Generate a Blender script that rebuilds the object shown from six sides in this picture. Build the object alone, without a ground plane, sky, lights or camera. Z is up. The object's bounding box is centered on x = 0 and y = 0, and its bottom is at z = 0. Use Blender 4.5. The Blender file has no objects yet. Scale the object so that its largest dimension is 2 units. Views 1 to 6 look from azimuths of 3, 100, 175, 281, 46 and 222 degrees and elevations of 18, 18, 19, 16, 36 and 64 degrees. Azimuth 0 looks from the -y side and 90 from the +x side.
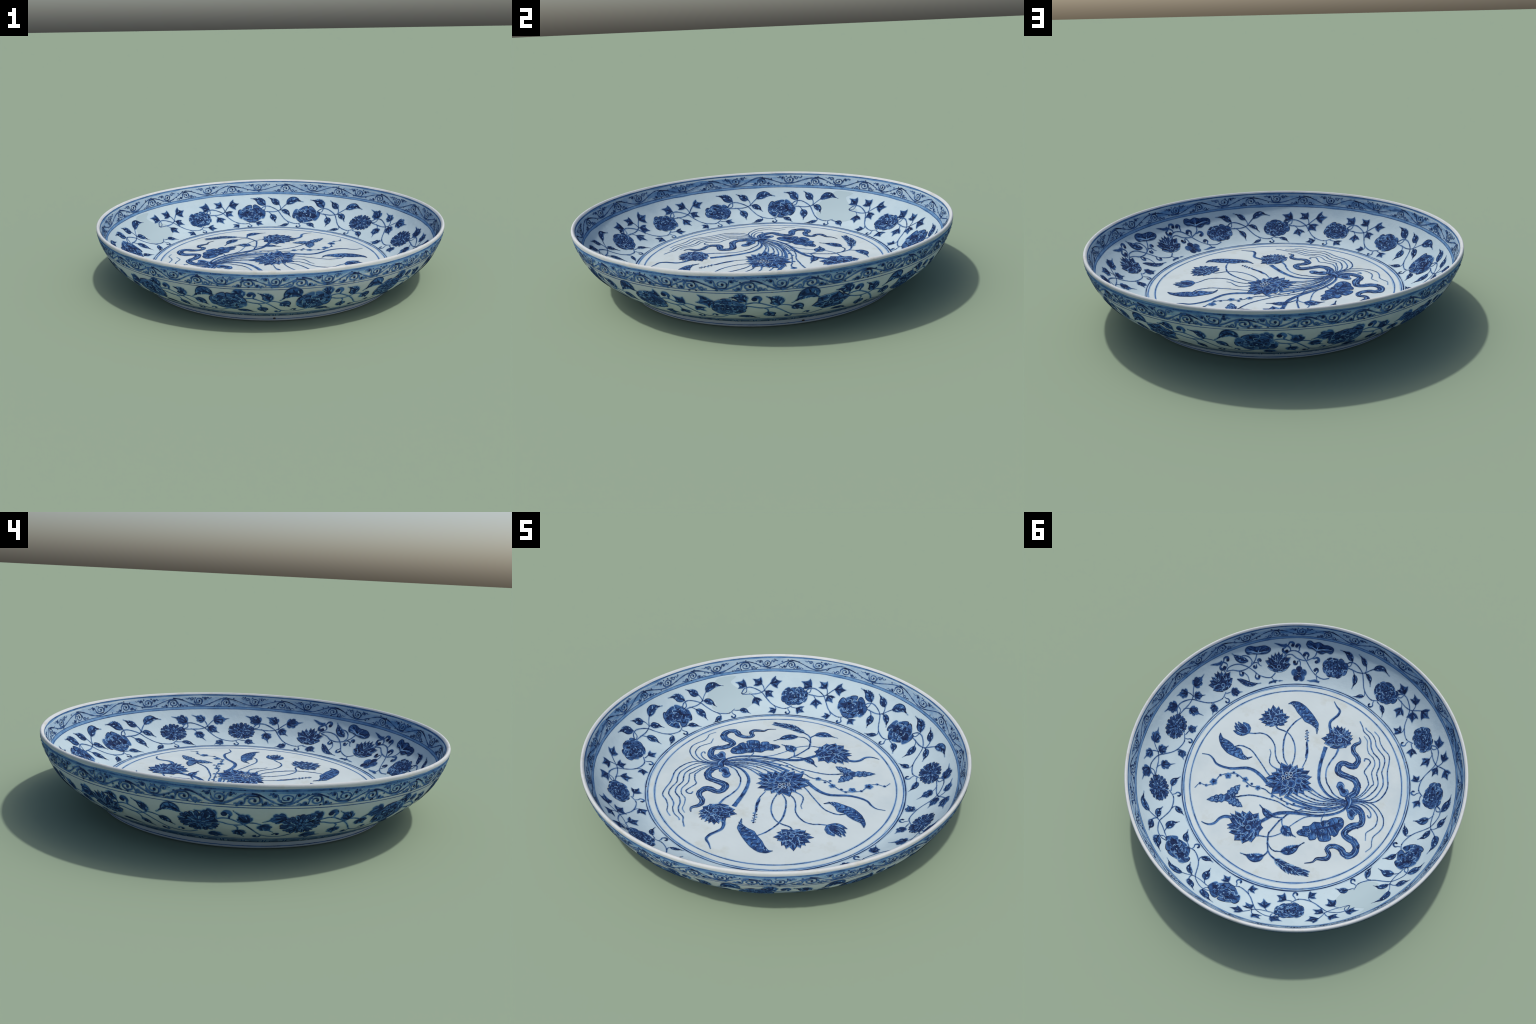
"""Blue-and-white porcelain dish: a turned body (well, wall, rim, foot) whose cobalt
painting is laid on as thin pieces: lotus bouquet in the well, flower scrolls on the
walls, wave scrolls at the rim, key fret above the foot.  Units: metres, z up."""
import bpy, math, random
from mathutils import Vector, noise
from mathutils.geometry import delaunay_2d_cdt

rnd = random.Random(11)

# ------------------------------------------------------------------ profiles
def catmull(points, step):
    """dense Catmull-Rom through 2D points, spacing about `step`"""
    P = [Vector(p) for p in points]
    Q = [2 * P[0] - P[1]] + P + [2 * P[-1] - P[-2]]
    out = []
    for i in range(1, len(Q) - 2):
        a, b, c, d = Q[i - 1:i + 3]
        n = max(2, int(math.ceil((c - b).length / step)))
        for k in range(n):
            t = k / n
            out.append(0.5 * (2 * b + (c - a) * t + (2 * a - 5 * b + 4 * c - d) * t * t
                              + (3 * b - a - 3 * c + d) * t ** 3))
    out.append(P[-1])
    return out

class Profile:
    """(radius, height) curve with arc-length lookup; the normal is on its left side"""
    def __init__(self, points, step=0.004):
        self.p = catmull(points, step)
        self.s = [0.0]
        for a, b in zip(self.p, self.p[1:]):
            self.s.append(self.s[-1] + (b - a).length)
    def at(self, s):
        lo, hi = 0, len(self.s) - 1
        s = min(max(s, 0.0), self.s[-1])
        while hi - lo > 1:
            m = (lo + hi) // 2
            if self.s[m] <= s: lo = m
            else: hi = m
        f = (s - self.s[lo]) / max(1e-9, self.s[hi] - self.s[lo])
        p = self.p[lo].lerp(self.p[hi], f)
        t = (self.p[min(hi + 1, len(self.p) - 1)] - self.p[max(lo - 1, 0)]).normalized()
        return p, Vector((-t.y, t.x))
    def s_of_radius(self, r):
        for a, b, s in zip(self.p, self.p[1:], self.s):
            if b.x >= r:
                return s + (r - a.x) / max(1e-9, b.x - a.x) * (b - a).length
        return self.s[-1]

INNER_POINTS = [(0, .0835), (.3, .0835), (.6, .0838), (.66, .0845), (.704, .0885), (.74, .0975), (.78, .1140),
                (.826, .1385), (.860, .1645), (.905, .2105), (.935, .249), (.954, .281),
                (.970, .325), (.981, .357)]
OUTER_POINTS = [(.743, .0365), (.785, .0600), (.8185, .085), (.8645, .12), (.9075, .16),
                (.940, .2), (.9635, .24), (.981, .28), (.9935, .32), (.9995, .352)]
INNER = Profile(INNER_POINTS)
OUTER = Profile(OUTER_POINTS)
FOOT = Profile([(.7215, .0012), (.7300, .007), (.7370, .021), (.743, .0365)])

# ------------------------------------------------------------------ materials
def principled(name, rough, spec=0.5):
    m = bpy.data.materials.new(name)
    m.use_nodes = True
    b = m.node_tree.nodes["Principled BSDF"]
    b.inputs["Roughness"].default_value = rough
    b.inputs["Specular IOR Level"].default_value = spec
    return m, m.node_tree.nodes, m.node_tree.links, b

def noise_node(N, L, scale, detail=4.0, rough=0.55, stretch=None):
    co = N.new("ShaderNodeTexCoord")
    t = N.new("ShaderNodeTexNoise")
    t.inputs["Scale"].default_value = scale
    t.inputs["Detail"].default_value = detail
    t.inputs["Roughness"].default_value = rough
    if stretch:
        mp = N.new("ShaderNodeMapping")
        mp.inputs["Scale"].default_value = stretch
        L.new(co.outputs["Object"], mp.inputs["Vector"])
        L.new(mp.outputs["Vector"], t.inputs["Vector"])
    else:
        L.new(co.outputs["Object"], t.inputs["Vector"])
    return t

def ramp(N, L, src, stops):
    r = N.new("ShaderNodeValToRGB")
    e = r.color_ramp.elements
    while len(e) < len(stops): e.new(0.5)
    for el, (p, c) in zip(e, stops):
        el.position = p
        el.color = (*c, 1)
    L.new(src, r.inputs["Fac"])
    return r

def mix(N, L, fac, a, b):
    m = N.new("ShaderNodeMix")
    m.data_type = 'RGBA'
    if isinstance(fac, float): m.inputs[0].default_value = fac
    else: L.new(fac, m.inputs[0])
    for sock, v in ((m.inputs[6], a), (m.inputs[7], b)):
        if isinstance(v, tuple): sock.default_value = (*v, 1)
        else: L.new(v, sock)
    return m.outputs[2]

WHITE = (.388, .448, .462)
def porcelain(name, base=WHITE, stain=0.6, ripple=0.10):
    m, N, L, b = principled(name, 0.85, 0.06)
    soft = noise_node(N, L, 5.0, 5.0)
    col = ramp(N, L, soft.outputs["Fac"], [(.30, (base[0] * .90, base[1] * .925, base[2] * .95)), (.5, base), (.7, tuple(min(1, c * 1.04) for c in base))]).outputs["Color"]
    # faint warm iron stains and pin-prick specks fired into the glaze
    st = noise_node(N, L, 9.0, 6.0, .65)
    sm = ramp(N, L, st.outputs["Fac"], [(.54, (0, 0, 0)), (.74, (stain,) * 3)])
    col = mix(N, L, sm.outputs["Color"], col, (base[0] * .86, base[1] * .80, base[2] * .70))
    sp = noise_node(N, L, 46.0, 2.0)
    sr = ramp(N, L, sp.outputs["Fac"], [(.775, (0, 0, 0)), (.81, (.55,) * 3)])
    col = mix(N, L, sr.outputs["Color"], col, (.30, .24, .15))
    L.new(col, b.inputs["Base Color"])
    bump = N.new("ShaderNodeBump")
    bump.inputs["Strength"].default_value = ripple
    bump.inputs["Distance"].default_value = 0.01
    r = noise_node(N, L, 26.0, 5.0, .6)
    L.new(r.outputs["Fac"], bump.inputs["Height"])
    L.new(bump.outputs["Normal"], b.inputs["Normal"])
    return m

def cobalt(name, dark, mid, light, scale=38.0, rough=0.85, speck=.0):
    """heaped-and-piled cobalt: a mottle of thin wash and dark pooled pigment"""
    m, N, L, b = principled(name, rough, 0.06)
    n1 = noise_node(N, L, scale, 5.0, .62)
    col = ramp(N, L, n1.outputs["Fac"], [(.33, dark), (.47, mid), (.66, light)]).outputs["Color"]
    if speck:
        n2 = noise_node(N, L, scale * 2.6, 3.0, .6)
        sp = ramp(N, L, n2.outputs["Fac"], [(.56, (0, 0, 0)), (.68, (speck,) * 3)])
        col = mix(N, L, sp.outputs["Color"], col, (.010, .015, .036))
    L.new(col, b.inputs["Base Color"])
    return m

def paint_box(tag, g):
    """the set of cobalt strengths; g scales brightness, above 1 where baked light lifts a side"""
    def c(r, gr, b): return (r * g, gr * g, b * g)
    return {
    "wash": cobalt(tag + "_wash", c(.010, .020, .056), c(.022, .065, .188), c(.052, .138, .315), 27.0, speck=.95),
    "deep": cobalt(tag + "_deep", c(.008, .012, .030), c(.011, .022, .070), c(.019, .045, .130)),
    "line": cobalt(tag + "_line", c(.016, .038, .104), c(.036, .092, .232), c(.064, .142, .310), 30.0, speck=.8),
    "soft": cobalt(tag + "_soft", c(.062, .142, .270), c(.090, .190, .335), c(.132, .238, .370), 14.0),
    "pale": cobalt(tag + "_pale", c(.080, .170, .315), c(.130, .238, .385), c(.185, .298, .420), 60.0),
    "halo": cobalt(tag + "_halo", c(.185, .285, .395), c(.230, .330, .420), c(.275, .372, .440), 18.0),
    "chalk": cobalt(tag + "_chalk", c(.22, .31, .40), c(.27, .35, .42), c(.31, .39, .44), 60.0),
    "tint": cobalt(tag + "_tint", c(.105, .205, .340), c(.180, .285, .400), c(.285, .375, .440), 12.0),
    }
MAT = paint_box("cobalt", 1.0)
MAT_OUTER = paint_box("outer_cobalt", 1.22)  # same pigments lightened to follow the light baked on the outside
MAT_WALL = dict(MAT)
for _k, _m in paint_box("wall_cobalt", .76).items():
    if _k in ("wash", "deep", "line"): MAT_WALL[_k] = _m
MAT_ORDER = ["wash", "deep", "line", "soft", "pale", "halo", "patch", "spot", "tint", "chalk"]
GLAZE = porcelain("porcelain_glaze")
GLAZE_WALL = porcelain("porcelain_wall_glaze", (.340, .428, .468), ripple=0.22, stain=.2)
GLAZE_OUTER = porcelain("porcelain_outer_glaze", (.475, .518, .540), ripple=0.10, stain=.4)  # base lightened: midway between a baked-in sunlit front and shaded back
LIP = porcelain("porcelain_lip_glaze", (.430, .455, .458), stain=1.0, ripple=0.15)
FOOT_GLAZE = porcelain("porcelain_foot_glaze", (.46, .49, .53), stain=.5)
PATCH, _n, _l, _b = principled("dull_patch_colour", 0.85, 0.06)
_b.inputs["Base Color"].default_value = (.280, .362, .392, 1)
MAT["patch"] = MAT_WALL["patch"] = MAT_OUTER["patch"] = PATCH
BISCUIT = porcelain("unglazed_biscuit", (.46, .33, .24), stain=.8)
BROWN, _n, _l, _b = principled("iron_spot", 0.5, 0.3)
_b.inputs["Base Color"].default_value = (.06, .035, .02, 1)
MAT["spot"] = MAT_WALL["spot"] = MAT_OUTER["spot"] = BROWN

# ------------------------------------------------------------------ thing and body parts
def link(ob, parent=None):
    bpy.context.scene.collection.objects.link(ob)
    if parent: ob.parent = parent
    return ob

dish = link(bpy.data.objects.new("porcelain_dish", None))
dish["label"] = "shallow round porcelain dish painted with blue lotus bouquet and flower scrolls"
dish["category"] = "dish"

SEG = 384
def turn(name, prof, mats, parent, flip=False, mat_split=None):
    """revolve a list of (r, z, nr, nz); shared normals so parts meet without a seam"""
    verts, faces, norms = [], [], []
    rings = []
    for (r, z, nr, nz) in prof:
        if r < 1e-6:
            rings.append([len(verts)]); verts.append((0, 0, z)); norms.append((0, 0, nz))
        else:
            ids = []
            for i in range(SEG):
                a = 2 * math.pi * i / SEG
                ids.append(len(verts))
                verts.append((r * math.cos(a), r * math.sin(a), z))
                norms.append((nr * math.cos(a), nr * math.sin(a), nz))
            rings.append(ids)
    for A, B in zip(rings, rings[1:]):
        for i in range(SEG):
            j = (i + 1) % SEG
            if len(A) == 1: f = (A[0], B[i], B[j])
            elif len(B) == 1: f = (A[i], B[0], A[j])
            else: f = (A[i], B[i], B[j], A[j])
            faces.append(f)
    me = bpy.data.meshes.new(name)
    me.from_pydata(verts, [], faces)
    for m in mats: me.materials.append(m)
    me.update()
    me.polygons.foreach_set("use_smooth", [True] * len(me.polygons))
    me.normals_split_custom_set_from_vertices(norms)
    return link(bpy.data.objects.new(name, me), parent)

def with_normals(points):
    out = []
    for i, p in enumerate(points):
        a, b = points[max(0, i - 1)], points[min(len(points) - 1, i + 1)]
        t = (b - a).normalized() if (b - a).length > 0 else Vector((1, 0))
        out.append((p.x, p.y, -t.y, t.x))
    return out

lip_pts = [Vector(p) for p in [(.9845, .3625), (.988, .3658), (.9915, .3668), (.995, .3660), (.998, .3630), (.9995, .3585)]]
outer_down = list(reversed(OUTER.p))
body = INNER.p + lip_pts + outer_down
full = with_normals(body)
i_well = next(i for i, p in enumerate(body) if p.x >= .70)
i_lip = len(INNER.p) - 1
i_out = len(INNER.p) + len(lip_pts)
well = turn("well", full[:i_well + 1], [GLAZE], dish)
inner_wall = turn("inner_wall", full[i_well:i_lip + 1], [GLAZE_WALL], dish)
rim = turn("rim", full[i_lip:i_out + 1], [LIP], dish)
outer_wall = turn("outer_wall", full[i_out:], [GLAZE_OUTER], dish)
foot_ring = turn("foot_ring", with_normals(list(reversed(FOOT.p))), [FOOT_GLAZE], dish)
foot_edge = turn("foot_edge", with_normals([Vector(p) for p in [(.7215, .0012), (.7195, .0003), (.716, 0), (.704, 0), (.694, 0), (.691, .0008), (.689, .004), (.684, .036), (.678, .041)]]), [BISCUIT], dish)
base = turn("base", with_normals([Vector(p) for p in [(.678, .041), (.66, .0425), (.4, .045), (.2, .046), (0, .046)]]), [FOOT_GLAZE], dish)

# ------------------------------------------------------------------ painting surface maps
# A map takes local (right, up, lift) in metres to a point on the dish.
def on_well(x, y, h):
    r = math.hypot(x, y)
    p, n = INNER.at(INNER.s_of_radius(r)) if r > .55 else (Vector((r, .0836)), Vector((0, 1)))
    k = 0 if r < 1e-6 else n.x / r
    return Vector((x + x * k * h, y + y * k * h, p.y + n.y * h))

R_IN, S_IN = .84, .852
def on_inner(theta_deg):
    t0 = math.radians(theta_deg)
    def f(a, b, h):
        p, n = INNER.at(S_IN + b)
        t = t0 - a / R_IN
        r = p.x + n.x * h
        return Vector((r * math.cos(t), r * math.sin(t), p.y + n.y * h))
    return f

R_OUT, S_OUT = .92, .233
def on_outer(theta_deg):
    t0 = math.radians(theta_deg)
    def f(a, b, h):
        p, n = OUTER.at(S_OUT + b)
        t = t0 + a / R_OUT
        r = p.x - n.x * h
        return Vector((r * math.cos(t), r * math.sin(t), p.y - n.y * h))
    return f
def on_foot(a, b, h):
    p, n = FOOT.at(b)
    return Vector(((p.x - n.x * h) * math.cos(a / .72), (p.x - n.x * h) * math.sin(a / .72), p.y - n.y * h))

# ------------------------------------------------------------------ brush
def lerp_list(ws, t):
    x = t * (len(ws) - 1)
    i = min(int(x), len(ws) - 2) if len(ws) > 1 else 0
    return ws[0] if len(ws) == 1 else ws[i] + (ws[i + 1] - ws[i]) * (x - i)

def inside(poly, x, y):
    c = False
    j = len(poly) - 1
    for i in range(len(poly)):
        xi, yi = poly[i]; xj, yj = poly[j]
        if (yi > y) != (yj > y) and x < (xj - xi) * (y - yi) / (yj - yi) + xi: c = not c
        j = i
    return c

class Paint:
    """collects brush strokes and washes, then becomes one mesh on the glaze"""
    made, halos = 0, 0
    def __init__(self, surface, level=0):
        self.m, self.v, self.f, self.k = surface, [], [], []
        Paint.made += 1
        # every piece lies a hair above the one painted before it, so none share a plane
        self.base = .0007 + .0004 * level + (Paint.made % 37) * 7.3e-6
        self.count = 0
    def lift(self, mat, layer=0):
        if mat in ("halo", "tint"):
            Paint.halos += 1
            return .00015 + (Paint.halos % 150) * 2.4e-6
        self.count += 1
        return self.base + layer * .00012 + self.count * 3e-6
    def stroke(self, pts, widths, mat="line", layer=2, rough=.12, step=.006, curve=True, seed=None, bleed=True):
        if bleed and mat in ("line", "wash") and layer <= 3:
            # cobalt bleeding a little into the glaze on both sides of the stroke
            self.stroke(pts, [w + .0065 for w in widths], "halo", 0, .2, step, curve, 3.0, False)
        P = catmull(pts, step) if curve and len(pts) > 2 else (catmull(pts, step))
        n = len(P)
        sd = rnd.random() * 50 if seed is None else seed
        h = self.lift(mat, layer)
        base = len(self.v)
        run = 0.0
        for i, p in enumerate(P):
            t = (P[min(i + 1, n - 1)] - P[max(i - 1, 0)])
            t = t.normalized() if t.length > 1e-9 else Vector((1, 0))
            if i: run += (P[i] - P[i - 1]).length
            w = lerp_list(widths, i / (n - 1)) * .5
            w *= 1 + rough * noise.noise((run * 55, sd, 0)) * 1.6
            q = Vector((-t.y, t.x)) * w
            self.v.append(self.m(p.x + q.x, p.y + q.y, h))
            self.v.append(self.m(p.x - q.x, p.y - q.y, h))
        for i in range(n - 1):
            a = base + 2 * i
            self.f.append((a, a + 1, a + 3, a + 2)); self.k.append(MAT_ORDER.index(mat))
    def fill(self, outline, mat="wash", layer=1, smooth=False, grid=.010):
        pts = [tuple(p) for p in outline]
        if smooth:
            pts = [tuple(p) for p in catmull_closed(pts, .006)]
        else:
            out = []
            for a, b in zip(pts, pts[1:] + pts[:1]):
                n = max(1, int(math.hypot(b[0] - a[0], b[1] - a[1]) / .010))
                out += [(a[0] + (b[0] - a[0]) * k / n, a[1] + (b[1] - a[1]) * k / n) for k in range(n)]
            pts = out
        n = len(pts)
        if mat == "wash" and layer <= 4:
            self.stroke(pts + pts[:1], [.0085], "halo", 0, .2, .008, bleed=False)
        inner = []
        xs = [p[0] for p in pts]; ys = [p[1] for p in pts]
        y = min(ys) + grid * .5
        while y < max(ys):
            x = min(xs) + grid * .5
            while x < max(xs):
                if inside(pts, x, y): inner.append((x, y))
                x += grid
            y += grid
        co, _e, faces, *_ = delaunay_2d_cdt([Vector(p) for p in pts + inner],
                                           [(i, (i + 1) % n) for i in range(n)], [], 1, 1e-6)
        h = self.lift(mat, layer)
        base = len(self.v)
        self.v += [self.m(c.x, c.y, h) for c in co]
        for f in faces:
            self.f.append(tuple(base + i for i in f)); self.k.append(MAT_ORDER.index(mat))
    def dot(self, c, r, mat="deep", layer=3, squash=1.0, ang=0.0):
        o = []
        for i in range(12):
            a = 2 * math.pi * i / 12
            x, y = r * math.cos(a), r * squash * math.sin(a)
            o.append((c[0] + x * math.cos(ang) - y * math.sin(ang), c[1] + x * math.sin(ang) + y * math.cos(ang)))
        self.fill(o, mat, layer, grid=.02)
    def build(self, name, parent, stuff=False):
        if not self.f: return None
        used = sorted(set(self.k))
        me = bpy.data.meshes.new(name)
        me.from_pydata([tuple(v) for v in self.v], [], self.f)
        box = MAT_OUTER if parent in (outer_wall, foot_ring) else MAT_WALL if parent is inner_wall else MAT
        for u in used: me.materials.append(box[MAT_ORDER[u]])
        me.polygons.foreach_set("material_index", [used.index(k) for k in self.k])
        # keep every face turned outward from the glaze
        me.update()
        flip = []
        for p in me.polygons:
            c = p.center
            out = Vector((0, 0, 1)) if parent is well else Vector((c.x, c.y, 0)).normalized()
            if parent is inner_wall: out = -out + Vector((0, 0, .6))
            if parent in (outer_wall, foot_ring): out = out - Vector((0, 0, .3))
            if p.normal.dot(out) < 0: flip.append(p.index)
        if flip:
            import bmesh
            bm = bmesh.new(); bm.from_mesh(me); bm.faces.ensure_lookup_table()
            bmesh.ops.reverse_faces(bm, faces=[bm.faces[i] for i in flip])
            bm.to_mesh(me); bm.free()
        me.polygons.foreach_set("use_smooth", [True] * len(me.polygons))
        ob = link(bpy.data.objects.new(name, me), parent)
        if stuff: ob["kind"] = "stuff"
        return ob

def catmull_closed(pts, step):
    P = [Vector(p) for p in pts]
    n = len(P)
    out = []
    for i in range(n):
        a, b, c, d = P[i - 1], P[i], P[(i + 1) % n], P[(i + 2) % n]
        m = max(2, int((c - b).length / step))
        for k in range(m):
            t = k / m
            out.append(0.5 * (2 * b + (c - a) * t + (2 * a - 5 * b + 4 * c - d) * t * t
                              + (3 * b - a - 3 * c + d) * t ** 3))
    return out

def V(p): return Vector((p[0], p[1]))
def along(pts, t):
    P = [V(p) for p in pts]
    L = [0]
    for a, b in zip(P, P[1:]): L.append(L[-1] + (b - a).length)
    x = t * L[-1]
    for i in range(len(P) - 1):
        if x <= L[i + 1] or i == len(P) - 2:
            f = (x - L[i]) / max(1e-9, L[i + 1] - L[i])
            return P[i].lerp(P[i + 1], f), (P[i + 1] - P[i]).normalized()

# ------------------------------------------------------------------ motifs
def leaf(pt, spine, width, tip=.22, serrate=.10, veins=5, layer=2, side=1):
    """pointed leaf along a 3-point spine (base, middle, tip)"""
    sp = catmull(spine, .006)
    n = 22
    L, R = [], []
    sd = rnd.random() * 30
    for i in range(n + 1):
        t = i / n
        c, d = along(sp, t)
        body = min(1, t / (1 - tip))
        w = width * .5 * (math.sin(math.pi * body ** .85) ** .8 if body < 1 else 0)
        if t > 1 - tip * 1.6: w = max(w, width * .10 * (1 - t) / (tip * 1.6))
        w = max(w, .0012)
        q = Vector((-d.y, d.x))
        zig = serrate * width * (abs((i * .5) % 1 - .5) - .25) if 2 < i < n - 4 else 0
        L.append(c + q * (w + zig * (side < 0)) * (1.1 if side > 0 else .9))
        R.append(c - q * (w + zig * (side > 0)) * (.9 if side > 0 else 1.1))
    pt.fill([tuple(p) for p in L + R[::-1]], "wash", layer)
    edge = L if side > 0 else R
    pt.stroke(edge[2:-3], [.003, .0055, .003], "deep", layer + 2, .5)
    pt.stroke([along(sp, x)[0] for x in (0, .3, .6, .86)], [.007, .010, .008, .002], "deep", layer + 2, .5)
    for i in range(veins):
        t = .18 + .55 * i / max(1, veins - 1)
        c, d = along(sp, t)
        q = Vector((-d.y, d.x))
        for s in (1, -1):
            e = c + d * width * .26 + q * s * width * .34 * math.sin(math.pi * min(1, t / (1 - tip)) ** .85)
            pt.stroke([c, c.lerp(e, .5) + d * width * -.03, e], [.006, .0065, .002],
                      "deep" if (i + (s > 0)) % 3 else "pale", layer + 1, .3)

def hooked(o, sharp):
    """round an outline but keep the listed corners sharp"""
    n = len(o); sharp = list(sharp); out = []
    for a, b in zip(sharp, sharp[1:] + [sharp[0] + n]):
        out += [tuple(p) for p in catmull([o[i % n] for i in range(a, b + 1)], .007)][:-1]
    return out

def trefoil(pt, base, aim, size, spread=1.0, layer=2, curl=.25):
    """three-pointed ivy-like leaf with hooked tips"""
    d = V(aim).normalized(); q = Vector((-d.y, d.x)); b = V(base)
    def P(u, v): return tuple(b + d * u * size + q * v * size * spread)
    o = [P(0, 0), P(.10, .22), P(.22, .46), P(.42, .66), P(.66, .74 + curl * .4), P(.60, .50), P(.70, .30), P(.85, .16),
         P(1.12, .03 + curl * .2), P(.90, -.12), P(.72, -.28), P(.60, -.50), P(.58, -.78), P(.36, -.62), P(.18, -.40), P(.06, -.16)]
    pt.fill(hooked(o, (4, 8, 12)), "wash", layer)
    pt.stroke([P(-.02, 0), P(.35, .02), P(.9, .02)], [.006, .014, .003], "deep", layer + 2, .6)
    pt.stroke([P(.15, .05), P(.35, .3), P(.55, .6)], [.005, .010, .002], "deep", layer + 2, .6)
    pt.stroke([P(.15, -.05), P(.35, -.3), P(.5, -.6)], [.005, .010, .002], "deep", layer + 2, .6)
    pt.stroke([P(.3, .12), P(.5, .24), P(.62, .36)], [.002, .003, .001], "pale", layer + 1, .4)

def lobed(pt, base, aim, size, layer=2, lobes=5, tail=.35):
    """vine-like leaf with rounded lobes and a drawn-out tip"""
    d = V(aim).normalized(); q = Vector((-d.y, d.x)); b = V(base)
    def P(u, v): return tuple(b + d * u * size + q * v * size)
    o = [P(0, .02), P(.08, .30), P(.28, .46), P(.38, .38), P(.52, .46), P(.70, .40), P(.72, .26), P(.84, .20), P(.95, .08), P(1 + tail, .05 + .1 * tail),
         P(.95, -.06), P(.86, -.20), P(.72, -.24), P(.70, -.40), P(.50, -.46), P(.38, -.36), P(.26, -.46), P(.06, -.32), P(0, -.05)]
    pt.fill(hooked(o, (0, 9)), "wash", layer)
    for v in (-.30, 0, .30):
        pt.stroke([P(.05, v * .2), P(.40, v * .8), P(.78 - abs(v) * .3, v)], [.006, .011, .002], "deep", layer + 2, .6)
    pt.stroke([P(.2, .2), P(.4, .26), P(.6, .34)], [.002, .003, .0015], "pale", layer + 1, .4)
    pt.stroke([P(.2, -.16), P(.45, -.16), P(.6, -.2)], [.002, .003, .0015], "pale", layer + 1, .4)

def curl(pt, start, aim, size, turn_dir=1, mat="wash", layer=2, fat=1.0):
    """hooked tendril ending in a round bead"""
    d = V(aim).normalized(); q = Vector((-d.y, d.x)) * turn_dir; b = V(start)
    pts = [b + d * u * size + q * v * size for u, v in [(0, 0), (.35, .02), (.72, -.10), (.98, .14), (.96, .46), (.66, .58), (.48, .42)]]
    pt.stroke(pts, [.005 * fat, .006 * fat, .010 * fat, .014 * fat, .014 * fat, .011 * fat], mat, layer, .1, step=.004)
    pt.dot(pts[-2], .0085 * fat, "deep", layer + 1)

def petal(pt, root, tip, width, layer, pointed=True, shade="wash", edge="pale", vein=True):
    """one petal from root to tip with a light rim and a dark throat"""
    a, b = V(root), V(tip)
    d = b - a; ln = d.length
    if ln < 1e-6: return
    d /= ln; q = Vector((-d.y, d.x))
    if pointed: prof = [(0, .30), (.2, .72), (.42, 1.0), (.60, .90), (.76, .56), (.90, .20), (1, 0)]
    else: prof = [(0, .3), (.25, .62), (.5, .90), (.72, 1.0), (.88, .82), (.97, .45), (1, 0)]
    o = [a + d * ln * u + q * width * .5 * w for u, w in prof] + [a + d * ln * u - q * width * .5 * w for u, w in prof[-2::-1]]
    pt.fill([tuple(p) for p in o], shade, layer)
    k = len(prof)
    s = 1 if rnd.random() < .5 else -1
    side = o[1:k] if s > 0 else o[k - 1:-1]
    pt.stroke([p - q * s * .0012 for p in side], [.0026, .0042, .0026], edge, layer + 1, .3)
    other = o[k - 1:-1] if s > 0 else o[1:k]
    pt.stroke(other, [.0030, .0048, .0024], "deep", layer + 1, .3)
    if vein:
        pt.stroke([a + d * ln * .1, a + d * ln * .45, a + d * ln * .84], [width * .50, width * .36, .002], "deep", layer + 1, .5)

def scallop_flower(pt, c, rx, ry, rings=((9, 1.0), (7, .68), (5, .40)), layer=2, petal_w=1.25, phase=0., light=.4):
    """peony / camellia: overlapping round petals in rings"""
    c = V(c)
    pt.fill([(c.x + rx * .66 * math.cos(a * .3142), c.y + ry * .66 * math.sin(a * .3142)) for a in range(20)], "deep", layer)
    for ri, (n, f) in enumerate(rings):
        for k in range(n):
            a = phase + ri * .5 + 2 * math.pi * (k + .25 * (rnd.random() - .5)) / n
            g = f * (1 + .16 * (rnd.random() - .5))
            tip = c + Vector((rx * g * math.cos(a), ry * g * math.sin(a)))
            root = c + Vector((rx * g * .35 * math.cos(a), ry * g * .35 * math.sin(a)))
            w = petal_w * 2 * math.pi * f * (rx + ry) * .5 / n
            petal(pt, root, tip, w, layer + 1 + ri * 3, False,
                  "line" if rnd.random() < .4 else "wash", "pale" if rnd.random() < light + .3 else "line", True)
    pt.dot(c, rx * .13, "deep", layer + 13, ry / rx)
    pt.dot(c + Vector((rx * .02, ry * .03)), rx * .055, "pale", layer + 14, ry / rx)

def daisy(pt, c, rx, ry, n=19, layer=2):
    """chrysanthemum: two rings of narrow round-ended petals"""
    c = V(c)
    pt.fill([(c.x + rx * .85 * math.cos(a * .3142), c.y + ry * .85 * math.sin(a * .3142)) for a in range(20)], "deep", layer)
    for ri, (m, r0, r1) in enumerate(((n, .50, 1.0), (n - 4, .22, .66), (8, .06, .36))):
        for k in range(m):
            a = ri * .13 + 2 * math.pi * (k + .2 * (rnd.random() - .5)) / m
            g = r1 * (1 + .08 * (rnd.random() - .5))
            petal(pt, c + Vector((rx * r0 * math.cos(a), ry * r0 * math.sin(a))), c + Vector((rx * g * math.cos(a), ry * g * math.sin(a))),
                  .82 * 2 * math.pi * r1 * (rx + ry) * .5 / m * .9, layer + 1 + ri * 3, False, "wash" if (k + ri) % 2 else "line", "deep" if k % 3 else "pale", ri == 0)
    pt.dot(c, rx * .10, "deep", layer + 13)

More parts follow.
